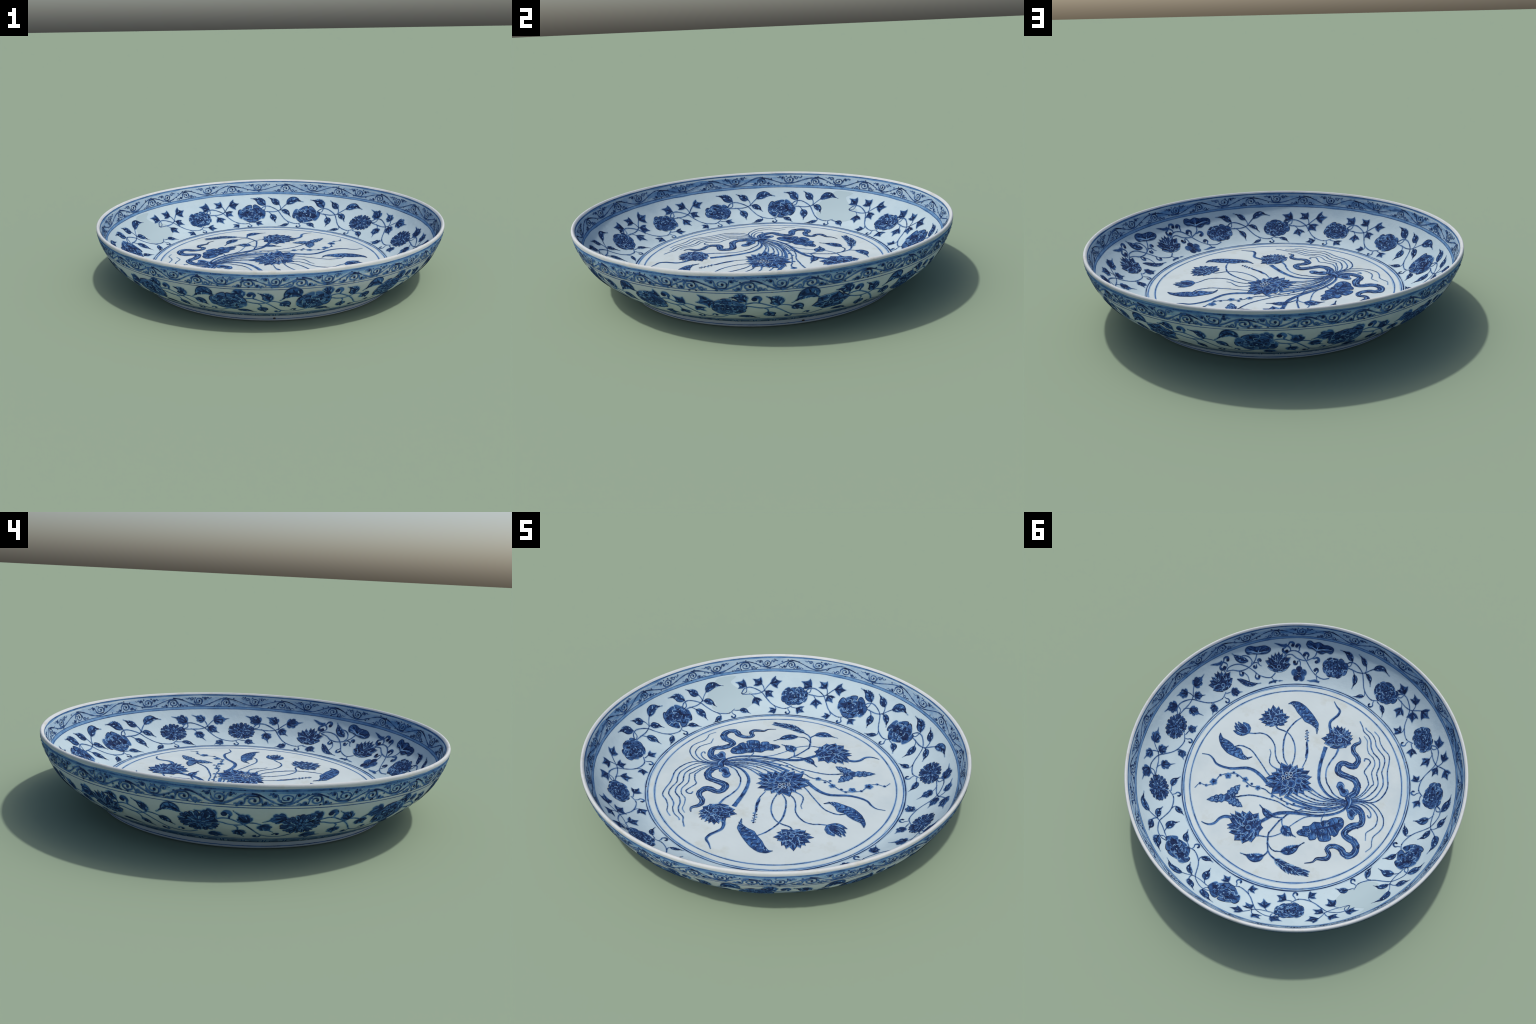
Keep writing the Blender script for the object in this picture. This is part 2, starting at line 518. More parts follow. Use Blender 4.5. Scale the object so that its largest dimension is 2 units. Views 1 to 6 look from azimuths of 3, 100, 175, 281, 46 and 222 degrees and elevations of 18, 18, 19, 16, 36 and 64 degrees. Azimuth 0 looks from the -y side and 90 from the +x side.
def lotus(pt, c, tips, layer=2, inner=(.70, .45), width=1.35, ring=True, pale="pale"):
    """lotus: pointed petals to the given tips, then shorter petals between them"""
    c = V(c); T = [V(t) for t in tips]; n = len(T)
    pt.fill([tuple(c.lerp(t, .80)) for t in T], "deep", layer)
    def ringof(tt, root, ly):
        for k, t in enumerate(tt):
            g = (tt[(k + 1) % len(tt)] - tt[k - 1]).length * .5
            petal(pt, c.lerp(t, root), t, g * width, ly, True, "wash" if k % 3 else "line", pale if k % 4 else "line")
    ringof(T, .25, layer + 1)
    for ri, f in enumerate(inner):
        tt = [c.lerp((T[k] + T[(k + 1) % n]) * .5 if ri % 2 == 0 else T[k], f) for k in range(0, n, 1 if ri == 0 else 2)]
        ringof(tt, .15, layer + 4 + 3 * ri)
    if ring:
        ro = (T[0] - c).length * .12
        circle = [c + Vector((ro * math.cos(a), ro * math.sin(a))) for a in [i * math.pi / 6 for i in range(13)]]
        pt.dot(c, ro, "wash", layer + 11)
        pt.stroke(circle, [.0028], pale, layer + 12, .1, step=.004)
        pt.dot(c, ro * .5, "deep", layer + 13)

def mm(pts): return [(x * .001, y * .001) for x, y in pts]

# ------------------------------------------------------------------ ring lines
def ring(name, surface_point, widths, mat, parent, layer=1, wob=.0012, n=360, arcs=((0, 360),), rough=.18):
    """painted circle; surface_point(theta, offset, lift) -> Vector"""
    pt = Paint(None)
    h = pt.base - .0003 + layer * .0001
    if mat in ("tint", "halo"): h = .00012 + (Paint.made % 37) * 3e-6 - (mat == "halo") * .00006
    sd = rnd.random() * 40
    m = max(1, int(widths / .008))
    for a0, a1 in arcs:
        k = max(8, int(n * (a1 - a0) / 360))
        base = len(pt.v)
        for i in range(k + 1):
            t = math.radians(a0 + (a1 - a0) * i / k)
            cx, cy = math.cos(t), math.sin(t)
            c = wob * noise.noise((cx * 3, cy * 3, sd)) * 2
            w = widths * .5 * (1 + rough * noise.noise((cx * 9, cy * 9, sd + 7)) * 2)
            pt.v += [surface_point(t, c + w - 2 * w * j / m, h) for j in range(m + 1)]
        for i in range(k):
            for j in range(m):
                a = base + (m + 1) * i + j
                pt.f.append((a, a + 1, a + m + 2, a + m + 1)); pt.k.append(MAT_ORDER.index(mat))
    return pt.build(name, parent)

def inner_ring(r):
    s0 = INNER.s_of_radius(r)
    def f(t, o, h):
        p, n = INNER.at(s0 + o)
        return Vector(((p.x + n.x * h) * math.cos(t), (p.x + n.x * h) * math.sin(t), p.y + n.y * h))
    return f
def outer_ring(s0):
    def f(t, o, h):
        p, n = OUTER.at(s0 + o)
        return Vector(((p.x - n.x * h) * math.cos(t), (p.x - n.x * h) * math.sin(t), p.y - n.y * h))
    return f
def foot_line(s0):
    def f(t, o, h):
        p, n = FOOT.at(s0 + o)
        return Vector(((p.x - n.x * h) * math.cos(t), (p.x - n.x * h) * math.sin(t), p.y - n.y * h))
    return f

ring("ring_wash", inner_ring(.656), .014, "halo", well, 0)
ring("ring_line", inner_ring(.656), .0058, "line", well, 2)
ring("ring_wash", inner_ring(.699), .027, "halo", well, 0)
ring("ring_wash", inner_ring(.699), .012, "tint", well, 1)
ring("ring_line", inner_ring(.6925), .0050, "line", well, 2)
ring("ring_line", inner_ring(.7045), .0056, "deep", well, 3, rough=.3)
S_BAND = INNER.s_of_radius(.952)
ring("ring_wash", inner_ring(.951), .017, "soft", inner_wall, 1, .0015, rough=.25)
ring("ring_line", inner_ring(.9545), .0034, "line", inner_wall, 3, rough=.35)
ring("ring_line", inner_ring(.948), .0030, "line", inner_wall, 2, rough=.35)
ring("ring_wash", inner_ring(.9793), .011, "soft", inner_wall, 1, .002, rough=.4)
ring("ring_line", inner_ring(.9797), .0036, "line", inner_wall, 3, rough=.4)
# the painter's wet band, blurred, along part of the inner rim
ring("band_wash", inner_ring(.9655), .064, "halo", inner_wall, 0, .002, rough=.05)
ring("band_wash", inner_ring(.9655), .050, "tint", inner_wall, 0, .004, arcs=((-182, 78),), rough=.10)
ring("band_wash", inner_ring(.9665), .030, "soft", inner_wall, 0, .010, arcs=((-172, -122), (-62, -44)), rough=.45)
S_TOP = OUTER.s[-1]
ring("ring_wash", outer_ring(S_TOP - .011), .018, "soft", outer_wall, 1, .002, rough=.25)
ring("ring_line", outer_ring(S_TOP - .010), .0065, "line", outer_wall, 2, rough=.4)
ring("band_wash", outer_ring(S_TOP - .026), .036, "tint", outer_wall, 0, .003)
ring("ring_line", outer_ring(S_TOP - .076), .0036, "line", outer_wall, 2)
ring("ring_line", outer_ring(S_TOP - .089), .0036, "line", outer_wall, 2)
ring("ring_line", outer_ring(.086), .0050, "line", outer_wall, 2)
ring("ring_line", outer_ring(.018), .0060, "line", outer_wall, 2)
ring("ring_wash", outer_ring(.052), .066, "tint", outer_wall, 0)
ring("ring_line", foot_line(.022), .0046, "line", foot_ring, 1)

# ------------------------------------------------------------------ wave scroll borders
def spiral(c, r, a0, turns, d, squash=1.0, n=22):
    out = []
    for i in range(n + 1):
        t = i / n
        rr = r * (1 - .84 * t ** 1.35)
        a = a0 + d * turns * 2 * math.pi * t
        out.append(Vector((c[0] + rr * math.cos(a), c[1] + rr * squash * math.sin(a))))
    return out

def wave_border(name, surface, parent, marks, height, mid, w, coil_w):
    """running wave with a coil and two small hooks in every hollow.
    marks: positions (metres to the right) of the crests, one more than the waves"""
    pt = Paint(surface)
    for a, b in zip(marks, marks[1:]):
        lam = b - a
        A = height * .5
        wave = [(a + lam * t, mid + A * .74 * math.cos(2 * math.pi * t) + A * .10 * math.sin(7 * t + a * 9)) for t in [i / 10 for i in range(11)]]
        pt.stroke(wave, [w * 1.25, w * .8, w * 1.3, w * .8, w * 1.25], "line", 3, .5)
        pt.stroke([wave[0], wave[1], wave[2]], [w * 1.2, w * .7], "deep", 4, .4)
        # little commas and blots crowding along both sides of the running stem
        for i in range(10):
            x = a + lam * (i + rnd.uniform(.1, .9)) / 10
            y0 = mid + A * .74 * math.cos(2 * math.pi * (x - a) / lam)
            sd = 1 if y0 < mid else -1
            y = y0 - sd * A * rnd.uniform(.12, .22) if rnd.random() < .45 else mid + sd * A * rnd.uniform(.80, 1.0)
            r = A * rnd.uniform(.10, .17)
            pt.stroke(spiral((x, y), r, rnd.uniform(0, 6), .7, rnd.choice((-1, 1)), .8, 8), [w * .5, w * .9, w * .5], "line" if i % 3 else "deep", 2, .4, step=.005)
        for half, sg in ((0.5, 1), (1.0, -1)):
            # coil sits above the trough (sg=1) or under the crest (sg=-1)
            cx = a + lam * half + lam * .035 * rnd.uniform(-1, 1)
            cy = mid + sg * A * .16
            rx, ry = lam * coil_w * rnd.uniform(.88, 1.16), A * rnd.uniform(.72, .86)
            coil = spiral((cx, cy), rx, math.pi, 1.55, sg, ry / rx)
            root = Vector((cx - rx * .55, mid + sg * A * -.25))
            pt.stroke([root, Vector((cx - rx * .95, cy - sg * ry * .35))] + coil, [w * 1.2, w, w, w * .8, w], "line", 2, .35, step=.005)
            pt.dot(coil[-1], w * .95, "deep", 4)
            pt.stroke([coil[2], coil[5], coil[8]], [w * .3, w * .8, w * .3], "deep", 3, .5, step=.005)
            for s2 in (-1, 1):
                hx = cx + s2 * (rx + A * .42)
                hy = cy + sg * A * rnd.uniform(.34, .50)
                h = spiral((hx, hy), A * rnd.uniform(.30, .42), math.pi * (1 if s2 > 0 else 0), 1.15, -sg * s2, .85, 14)
                pt.stroke([Vector((cx + s2 * rx * .9, cy - sg * ry * .3))] + h, [w * .7, w * .9, w * .9], "line", 2, .3, step=.005)
                if rnd.random() < .6: pt.dot(h[-1], w * .9, "deep", 4)
                # wispy zigzag running out toward the next hollow
                z0 = Vector((hx + s2 * A * .30, hy + sg * A * .10))
                zz = [z0, z0 + Vector((s2 * lam * .02, sg * A * .20)), z0 + Vector((s2 * lam * .045, sg * A * -.02)), z0 + Vector((s2 * lam * rnd.uniform(.06, .10), sg * A * .16))]
                pt.stroke(zz, [w * 1.1, w * .8, w * .3], "line", 2, .5, step=.005)
    return pt.build(name, parent, True)

crests = [146.7, 129.1, 108.5, 85.2, 61.8, 40.9, 20, -1, -21.9, -42.8, -63.6, -85, -106.4, -127.8, -149.2, -170.5, -191.9, -213.3]
wave_border("wave_scroll", on_inner(0), inner_wall, [-math.radians(c) * R_IN for c in crests], .060, INNER.s_of_radius(.9655) - S_IN, .0054, .085)
out_marks = [math.radians(-166.3 + 14.4 * k) * R_OUT for k in range(26)]
wave_border("wave_scroll", on_outer(0), outer_wall, out_marks, .058, S_TOP - .047 - S_OUT, .0062, .125)

# ------------------------------------------------------------------ key fret above the foot
def fret():
    pt = Paint(on_outer(0))
    n = 58
    lam = 2 * math.pi * R_OUT / n
    y0, y1 = .022 - S_OUT, .083 - S_OUT
    H = y1 - y0
    for i in range(n):
        x = i * lam - math.pi * R_OUT
        m = 1 if i % 2 else -1
        def P(u, v): return (x + lam * (.5 + m * (u - .5)), y0 + H * v)
        for seg in ([P(.06, 0), P(.06, .78), P(.94, .78)], [P(.94, .78), P(.94, .24), P(.28, .24)], [P(.28, .24), P(.28, .55), P(.70, .55)]):
            for q0, q1 in zip(seg, seg[1:]):
                pt.stroke([q0, ((q0[0] + q1[0]) * .5, (q0[1] + q1[1]) * .5), q1], [.0074], "line", 3, .3, step=.010)
    pt.build("key_fret", outer_wall, True)
fret()

# ------------------------------------------------------------------ lotus bouquet in the well
def paint_path(name, widths, path):
    pt = Paint(on_well, 1 if name == "ribbon" else 0)
    P = mm(path)
    ws = [w * .00118 for w in widths]
    if name == "ribbon":
        pt.stroke(P, ws, "wash", 6, .10)
        sp = catmull(P, .006); n = len(sp)
        for off, mat, w, ly in ((.40, "deep", .0045, 8), (-.42, "deep", .004, 8), (.16, "pale", .004, 7), (-.20, "pale", .003, 7), (-.02, "deep", .006, 7)):
            q = []
            for i in range(0, n, 2):
                t = (sp[min(i + 1, n - 1)] - sp[max(i - 1, 0)]).normalized()
                o = off + .10 * math.sin(i * .22 + off * 9)
                q.append(sp[i] + Vector((-t.y, t.x)) * lerp_list(ws, i / (n - 1)) * o)
            pt.stroke(q, [w, w * .5, w * 1.3, w * .4, w, w * .6, w * 1.2, .001], mat, ly, .4)
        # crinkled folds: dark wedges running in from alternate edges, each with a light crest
        for j, i in enumerate(range(6, n - 7, 9)):
            t = (sp[i + 1] - sp[i - 1]).normalized(); nn = Vector((-t.y, t.x)); W = lerp_list(ws, i / (n - 1))
            e = 1 if (j // 2 + rnd.randint(0, 1)) % 2 else -1
            k = rnd.uniform(.5, 1.0)
            pt.stroke([sp[i] + nn * W * .54 * e, sp[i] + nn * W * .28 * e + t * W * .25 * k, sp[i] - nn * W * .10 * e + t * W * .75 * k],
                      [W * .10, W * .15 * k, .0012], "deep", 9, .5)
    elif name in ("thick_stem", "tendril"):
        pt.stroke(P, ws, "wash", 2, .10)
        sp = catmull(P, .006); n = len(sp)
        for off, mat in ((.36, "deep"), (-.30, "line")):
            q = [sp[i] + Vector((-(sp[min(i + 1, n - 1)] - sp[max(i - 1, 0)]).y, (sp[min(i + 1, n - 1)] - sp[max(i - 1, 0)]).x)).normalized() * lerp_list(ws, i / (n - 1)) * off for i in range(0, n, 3)]
            if len(q) > 2: pt.stroke(q, [.0012, .0035, .0035, .0035], mat, 3, .5)
    else:
        pt.stroke(P, ws, "line", 2, .22)
        # pooled beads of pigment along the stroke
        sp = catmull(P, .006); n = len(sp)
        for i in range(4, n - 3):
            if rnd.random() < .26:
                t = (sp[i + 1] - sp[i - 1]).normalized()
                w = lerp_list(ws, i / (n - 1))
                q = Vector((-t.y, t.x)) * w * rnd.uniform(-.35, .35)
                pt.stroke([sp[i] + q - t * w * rnd.uniform(.6, 2.2), sp[i] + q, sp[i] + q + t * w * rnd.uniform(.6, 2.0)], [w * .3, w * .95, w * .3], "deep", 3, .3, step=.003)
    return pt.build(name, well)

paint_path("stem", [5.3, 4.6], [(442, -75), (414, -94), (382, -123), (342, -135), (297, -128), (253, -105), (217, -66), (178, -38), (135, -25), (92, -6)])
paint_path("stem", [5.3, 4.6], [(454, 64), (429, 31), (391, 16), (345, 12), (294, 26), (225, 49), (170, 69), (112, 81)])
paint_path("stem", [2.3, 4.6, 5.3], [(266, -69), (242, -52), (226, -23), (206, 3), (179, 14), (138, 11)])
paint_path("stem", [6.1, 4.6, 5.3], [(353, -230), (322, -217), (276, -229), (233, -230), (181, -206), (141, -171), (106, -121), (83, -67)])
paint_path("stem", [4.9, 6.8, 4.9], [(248, -391), (263, -334), (265, -269), (254, -215), (230, -166), (194, -116), (150, -73), (103, -51)])
paint_path("tendril", [2.3, 8.4, 11.4, 13.7, 15.2, 16.7, 17.5], [(579, 227), (539, 206), (503, 208), (463, 221), (418, 214), (364, 188), (317, 146), (285, 121), (240, 108), (184, 110), (126, 122), (89, 127)])
paint_path("twig", [2.7, 3.8, 4.2, 4.6, 4.6, 4.6, 4.6], [(453, 431), (449, 390), (409, 373), (383, 334), (387, 275), (365, 237), (328, 203), (287, 194), (231, 201), (188, 201), (150, 182), (110, 166), (77, 167), (43, 163), (-15, 156), (-82, 141), (-141, 118), (-201, 92), (-266, 44), (-315, -18), (-344, -72)])
paint_path("stem", [6.1, 4.6, 4.6], [(238, 336), (207, 309), (183, 281), (154, 253), (111, 227), (53, 202), (-7, 179), (-65, 172), (-121, 157), (-169, 129), (-227, 92), (-286, 37), (-320, -11), (-348, -67)])
paint_path("tendril", [2.3, 9.9, 13.7, 16.7], [(269, 570), (244, 566), (218, 553), (200, 525), (197, 486), (180, 456), (145, 435)])
paint_path("thick_stem", [17.5, 17.5, 15.2, 12.9, 11.4, 9.9], [(-12, 341), (-28, 297), (-45, 255), (-70, 223), (-116, 184), (-184, 140), (-240, 108), (-285, 68), (-325, 22), (-349, -26), (-352, -68)])
paint_path("stem", [5.3, 3.8, 3.8], [(-53, 423), (-80, 409), (-104, 394), (-126, 371), (-144, 343), (-161, 307)])
paint_path("stem", [3.8, 3.8], [(-163, 270), (-174, 223), (-189, 177), (-205, 147), (-240, 109), (-283, 72)])
paint_path("branch", [3.8, 4.6, 6.1, 6.8, 6.8], [(-300, -37), (-240, 43), (-190, 78), (-155, 118), (-139, 148), (-109, 200), (-98, 243), (-94, 283), (-94, 332), (-97, 373), (-119, 409), (-152, 447), (-164, 459)])
paint_path("branch", [6.1, 6.8], [(-162, 457), (-166, 473), (-162, 500)])
paint_path("branch", [6.1, 8.4], [(-162, 457), (-194, 471), (-244, 472)])
paint_path("branch", [3.8, 4.6], [(-128, 419), (-160, 435), (-191, 436), (-228, 413)])
paint_path("branch", [4.6, 4.6], [(-100, 250), (-112, 268), (-132, 284)])
paint_path("branch", [5.3, 7.6], [(-106, 234), (-81, 254), (-41, 276)])
paint_path("thick_stem", [19.8, 17.5, 16.0, 12.9, 9.9, 8.4], [(-1, -305), (-25, -245), (-52, -183), (-83, -131), (-118, -89), (-162, -63), (-218, -50), (-274, -58), (-329, -86)])
paint_path("stem", [9.9, 5.3, 5.3, 5.3], [(-73, -342), (-86, -295), (-89, -243), (-101, -187), (-130, -140), (-165, -109), (-201, -92), (-238, -77), (-280, -77), (-331, -90)])
paint_path("tendril", [2.3, 7.6, 12.9, 12.9, 13.7, 17.5], [(164, -605), (128, -586), (92, -572), (81, -539), (86, -503), (89, -469), (71, -439), (39, -415)])
paint_path("stem", [3.8, 3.8, 5.3], [(23, -97), (38, -152), (49, -170)])
paint_path("stem", [10.6, 12.2, 9.1], [(45, -164), (76, -212), (114, -256)])
paint_path("stem", [4.6, 3.8], [(112, -257), (164, -320)])
paint_path("stem", [6.1, 5.3, 6.1], [(-79, -22), (-157, -17), (-214, -23), (-270, -49), (-334, -92)])
paint_path("stem", [4.6, 4.6, 5.3], [(-65, 6), (-146, 3), (-213, -11), (-276, -42), (-335, -91)])
paint_path("stem", [6.1, 4.6, 5.3], [(-58, 43), (-132, 37), (-205, 12), (-279, -38), (-336, -89)])
paint_path("stem", [5.3, 4.6, 4.6], [(-63, 74), (-125, 61), (-198, 35), (-269, -17), (-340, -85)])
paint_path("stem", [6.1, 5.3, 4.6], [(-39, 96), (-92, 90), (-134, 79), (-205, 44), (-290, -24), (-343, -80)])
paint_path("thick_stem", [15.2, 13.7, 9.9, 6.1], [(-15, 124), (-83, 111), (-145, 92), (-188, 75), (-241, 45), (-290, 3), (-347, -75)])
paint_path("stem", [4.6, 4.6], [(-103, 130), (-178, 94), (-247, 52), (-304, -6), (-347, -75)])
paint_path("strand", [5.3, 5.3, 4.9, 3.4], [(-357, -101), (-402, -143), (-438, -162), (-466, -192), (-481, -232), (-479, -291), (-462, -335), (-432, -373), (-405, -410), (-378, -465), (-347, -506), (-298, -521), (-256, -542), (-220, -574), (-175, -588)])
paint_path("strand", [4.6, 4.6, 4.6, 3.4], [(-353, -108), (-398, -148), (-434, -180), (-449, -229), (-446, -287), (-438, -319), (-410, -355), (-381, -384), (-361, -440), (-332, -476), (-286, -493), (-246, -510), (-216, -540), (-174, -562), (-133, -567), (-114, -576)])
paint_path("strand", [4.9, 4.9, 5.3, 3.8], [(-349, -113), (-393, -155), (-412, -196), (-420, -254), (-413, -299), (-384, -334), (-362, -357), (-345, -409), (-315, -444), (-266, -458), (-227, -482), (-200, -515), (-166, -537), (-123, -546), (-96, -568), (-57, -591)])
paint_path("strand", [4.2, 4.2, 3.8, 1.9], [(-345, -118), (-373, -147), (-387, -204), (-388, -263), (-389, -286), (-356, -317), (-333, -345), (-317, -398), (-282, -429), (-237, -441), (-202, -474), (-179, -505), (-143, -519)])
paint_path("strand", [4.6, 4.6, 4.6, 5.3], [(-341, -124), (-365, -152), (-375, -206), (-370, -254), (-363, -270), (-327, -299), (-296, -316), (-291, -353), (-287, -391), (-265, -403), (-247, -392), (-252, -375)])
paint_path("strand", [4.9, 4.6, 4.2, 1.9], [(-360, -105), (-395, -139), (-436, -164), (-480, -172), (-528, -161), (-572, -135), (-598, -95), (-601, -54), (-593, -5), (-605, 28), (-622, 58), (-613, 102)])
paint_path("strand", [4.6, 4.6, 4.2, 1.9], [(-362, -102), (-399, -134), (-438, -149), (-484, -147), (-530, -128), (-555, -94), (-561, -55), (-546, -2), (-553, 17), (-572, 45)])
paint_path("strand", [4.6, 4.6, 5.3], [(-366, -96), (-405, -125), (-451, -131), (-490, -118), (-505, -97), (-499, -86), (-483, -94)])
paint_path("stem", [4.2, 3.8], [(-301, 121), (-284, 100), (-273, 53)])
paint_path("ribbon", [34.2, 36.5, 35.0, 34.2, 31.9, 35.0, 30.4, 29.6, 35.0, 26.6, 25.1, 22.8, 15.2, 5.3], [(-325, -125), (-336, -163), (-326, -201), (-315, -219), (-283, -234), (-239, -225), (-196, -213), (-164, -220), (-147, -257), (-161, -286), (-201, -295), (-224, -313), (-223, -351), (-199, -374), (-166, -383), (-143, -401), (-137, -428), (-150, -463), (-142, -481), (-125, -492)])
paint_path("ribbon", [30.4, 34.2, 31.9, 30.4, 35.0, 32.7, 34.2, 36.5, 34.2, 31.9, 34.2, 26.6, 22.8, 22.8, 21.3, 15.2, 7.6, 3.0], [(-369, -73), (-405, -91), (-438, -87), (-463, -68), (-486, -37), (-481, -11), (-454, 27), (-442, 70), (-453, 94), (-482, 97), (-519, 93), (-549, 107), (-565, 141), (-555, 179), (-524, 191), (-492, 180), (-452, 186), (-429, 207), (-428, 232), (-459, 249), (-463, 277), (-439, 297), (-415, 317), (-410, 347), (-378, 383)])

def closed(pt, outline, dark=.003, layer=2, mat="wash"):
    P = mm(outline)
    pt.fill(P, mat, layer)
    pt.stroke(P + P[:1], [dark], "deep", layer + 1, .4, curve=False)
    return P

def lotus_pad(path, name, side):
    """long folded lotus leaf seen edge-on, with curling net veins"""
    pt = Paint(on_well, 1)
    P = closed(pt, path, .0026, 4)
    n = len(P)
    a, b = V(P[0]), V(P[n // 2])
    for t in (.14, .22, .30, .38, .46, .54, .62, .70, .78, .86):
        i = t * n * .5
        u = V(P[int(i)]).lerp(V(P[min(int(i) + 1, n - 1)]), i % 1)
        j = n - i
        w = V(P[int(j) % n]).lerp(V(P[(int(j) + 1) % n]), j % 1)
        c = u.lerp(w, .5)
        d = (b - a).normalized() * .012
        pt.stroke([u.lerp(w, .10), u.lerp(w, .3) + d, c, u.lerp(w, .72) - d, u.lerp(w, .92)], [.003, .006, .004, .006, .002], "deep", 5, .5)
        pt.stroke([u.lerp(w, .22) + d, u.lerp(w, .36) + d * 1.5, u.lerp(w, .5) + d], [.001, .0038, .001], "pale", 6, .4)
        pt.stroke([u.lerp(w, .62) - d * .2, u.lerp(w, .74) + d * .4, u.lerp(w, .84) + d], [.001, .0034, .001], "pale", 6, .4)
    pt.build(name, well)

lotus_pad([(588, 41), (553, 58), (507, 52), (471, 54), (449, 60), (410, 47), (372, 65), (337, 67), (315, 43), (332, 78), (355, 97), (408, 112), (456, 121), (511, 111), (548, 91), (574, 69)], "lotus_leaf", 1)
lotus_pad([(386, -402), (374, -435), (340, -456), (286, -458), (224, -443), (170, -423), (137, -405), (119, -375), (101, -343), (132, -371), (175, -374), (219, -367), (249, -378), (298, -390), (334, -406), (368, -414)], "lotus_leaf", 1)

# bud
pt = Paint(on_well, 1)
bud = closed(pt, [(442, -75), (458, -107), (488, -121), (524, -111), (517, -96), (554, -93), (533, -76), (564, -75), (542, -58), (552, -54), (522, -35), (534, -24), (496, -20), (463, -34)], .002, 3)
for t in [(520, -104), (545, -88), (552, -74), (538, -52), (520, -34)]:
    petal(pt, (.452, -.070), (t[0] * .001, t[1] * .001), .026, 5, True)
pt.build("lotus_bud", well)

# curled leaf beside the bow: a cluster of crinkled lobes
pt = Paint(on_well, 1)
cl = closed(pt, [(-223, 262), (-225, 242), (-235, 223), (-228, 209), (-252, 187), (-259, 170), (-263, 144), (-296, 121), (-298, 105), (-319, 85), (-331, 56), (-353, 32), (-374, 20), (-398, 29), (-413, 55), (-413, 77), (-411, 95), (-418, 117), (-412, 141), (-398, 141), (-391, 152), (-406, 165), (-401, 185), (-382, 205), (-361, 217), (-348, 212), (-332, 206), (-334, 226), (-312, 249), (-292, 241), (-269, 252), (-243, 265)], .004, 3)
spine = [V((-.245, .240)), V((-.300, .175)), V((-.345, .120)), V((-.380, .060))]
for i in range(0, len(cl)):
    p = V(cl[i])
    c = min((along(spine, k / 12)[0] for k in range(13)), key=lambda s: (s - p).length)
    e = p.lerp(c, .12)
    m = p.lerp(c, .55) + Vector((rnd.uniform(-.006, .006), rnd.uniform(-.006, .006)))
    pt.stroke([e, m, c], [.0018, .0045, .006], "deep", 5, .5)
    if i % 2: pt.stroke([e + Vector((.004, .003)), m + Vector((.005, .004))], [.001, .0032, .001], "pale", 6, .4)
pt.stroke(spine, [.004, .008, .009, .004], "deep", 6, .5)
for k in range(7):
    c = along(spine, .1 + k * .13)[0] + Vector((rnd.uniform(-.02, .02), rnd.uniform(-.02, .02)))
    pt.stroke(spiral(c, .014, k, .9, 1, 1, 10), [.002, .0036, .002], "pale" if k % 2 else "deep", 7, .3, step=.004)
pt.build("curled_leaf", well)

# ribbon knot and bow loops
for path in ([(-222, -128), (-214, -156), (-228, -171), (-253, -165), (-269, -148), (-294, -152), (-313, -127), (-308, -106), (-278, -99), (-250, -116)],
             [(-359, -46), (-379, -73), (-405, -72), (-431, -64), (-426, -44), (-433, -22), (-423, -8), (-400, -12), (-381, -30)]):
    pt = Paint(on_well, 2)
    P = mm(path)
    c = sum((V(p) for p in P), Vector((0, 0))) / len(P)
    pt.fill(P, "wash", 5, True)
    pt.stroke(P + P[:1], [.0035], "line", 6, .3)
    pt.stroke([c.lerp(V(p), .78) for p in P], [.002, .004, .002], "pale", 7, .3)
    pt.fill([tuple(c.lerp(V(p), .52)) for p in P], "deep", 8, True)
    pt.stroke([c.lerp(V(p), .34) for p in P[:6]], [.002, .004, .002], "line", 9, .3)
    pt.build("bow_loop", well)
pt = Paint(on_well, 3)
K = mm([(-311, -102), (-325, -125), (-353, -114), (-369, -87), (-369, -53), (-351, -44), (-344, -78)])
pt.fill(K, "wash", 9, True)
pt.stroke([K[0], K[6], K[5]], [.006, .009, .007], "deep", 11, .4)
pt.stroke([K[1], V(K[2]).lerp(V(K[6]), .3), K[4]], [.002, .005, .002], "pale", 10, .4)
pt.stroke([K[1], K[2], K[3], K[4]], [.003, .004, .004], "deep", 11, .4)
pt.build("ribbon_knot", well)

# five lotus heads
pt = Paint(on_well, 2)
lotus(pt, (.030, .016), mm([(124, 143), (158, 108), (151, 53), (149, 10), (148, -41), (97, -71), (60, -91), (15, -101), (-27, -109), (-64, -85), (-87, -46), (-127, -9), (-101, 36), (-76, 70), (-37, 113), (5, 145), (58, 165)]), 4, (.70, .44), 1.15, False)
for (x, y), r in zip([(75, 28), (72, -4), (52, -18), (50, 14), (37, -3), (62, 40)], (9, 8, 10, 9, 8, 7)):
    c = V((x * .001, y * .001))
    pt.dot(c, r * .001, "deep", 14)
    pt.stroke([c + Vector((r * .001 * math.cos(a), r * .001 * math.sin(a))) for a in [i * math.pi / 5 for i in range(11)]], [.0030], "chalk", 15, .1, step=.004)
for (x, y), r in (((5, 35), 27), ((38, 52), 21), ((-18, -8), 20)):
    c = V((x * .001, y * .001))
    pt.dot(c, r * .001, "wash", 14)
    pt.stroke([c + Vector((r * .001 * math.cos(a), r * .001 * math.sin(a))) for a in [i * math.pi / 6 for i in range(13)]], [.0032], "pale", 15, .1, step=.004)
    pt.stroke([c + Vector((r * .00112 * math.cos(a), r * .00112 * math.sin(a))) for a in [i * math.pi / 6 for i in range(13)]], [.0025], "deep", 15, .3, step=.004)
    pt.dot(c, r * .00045, "deep", 15)
pt.build("lotus_flower", well)
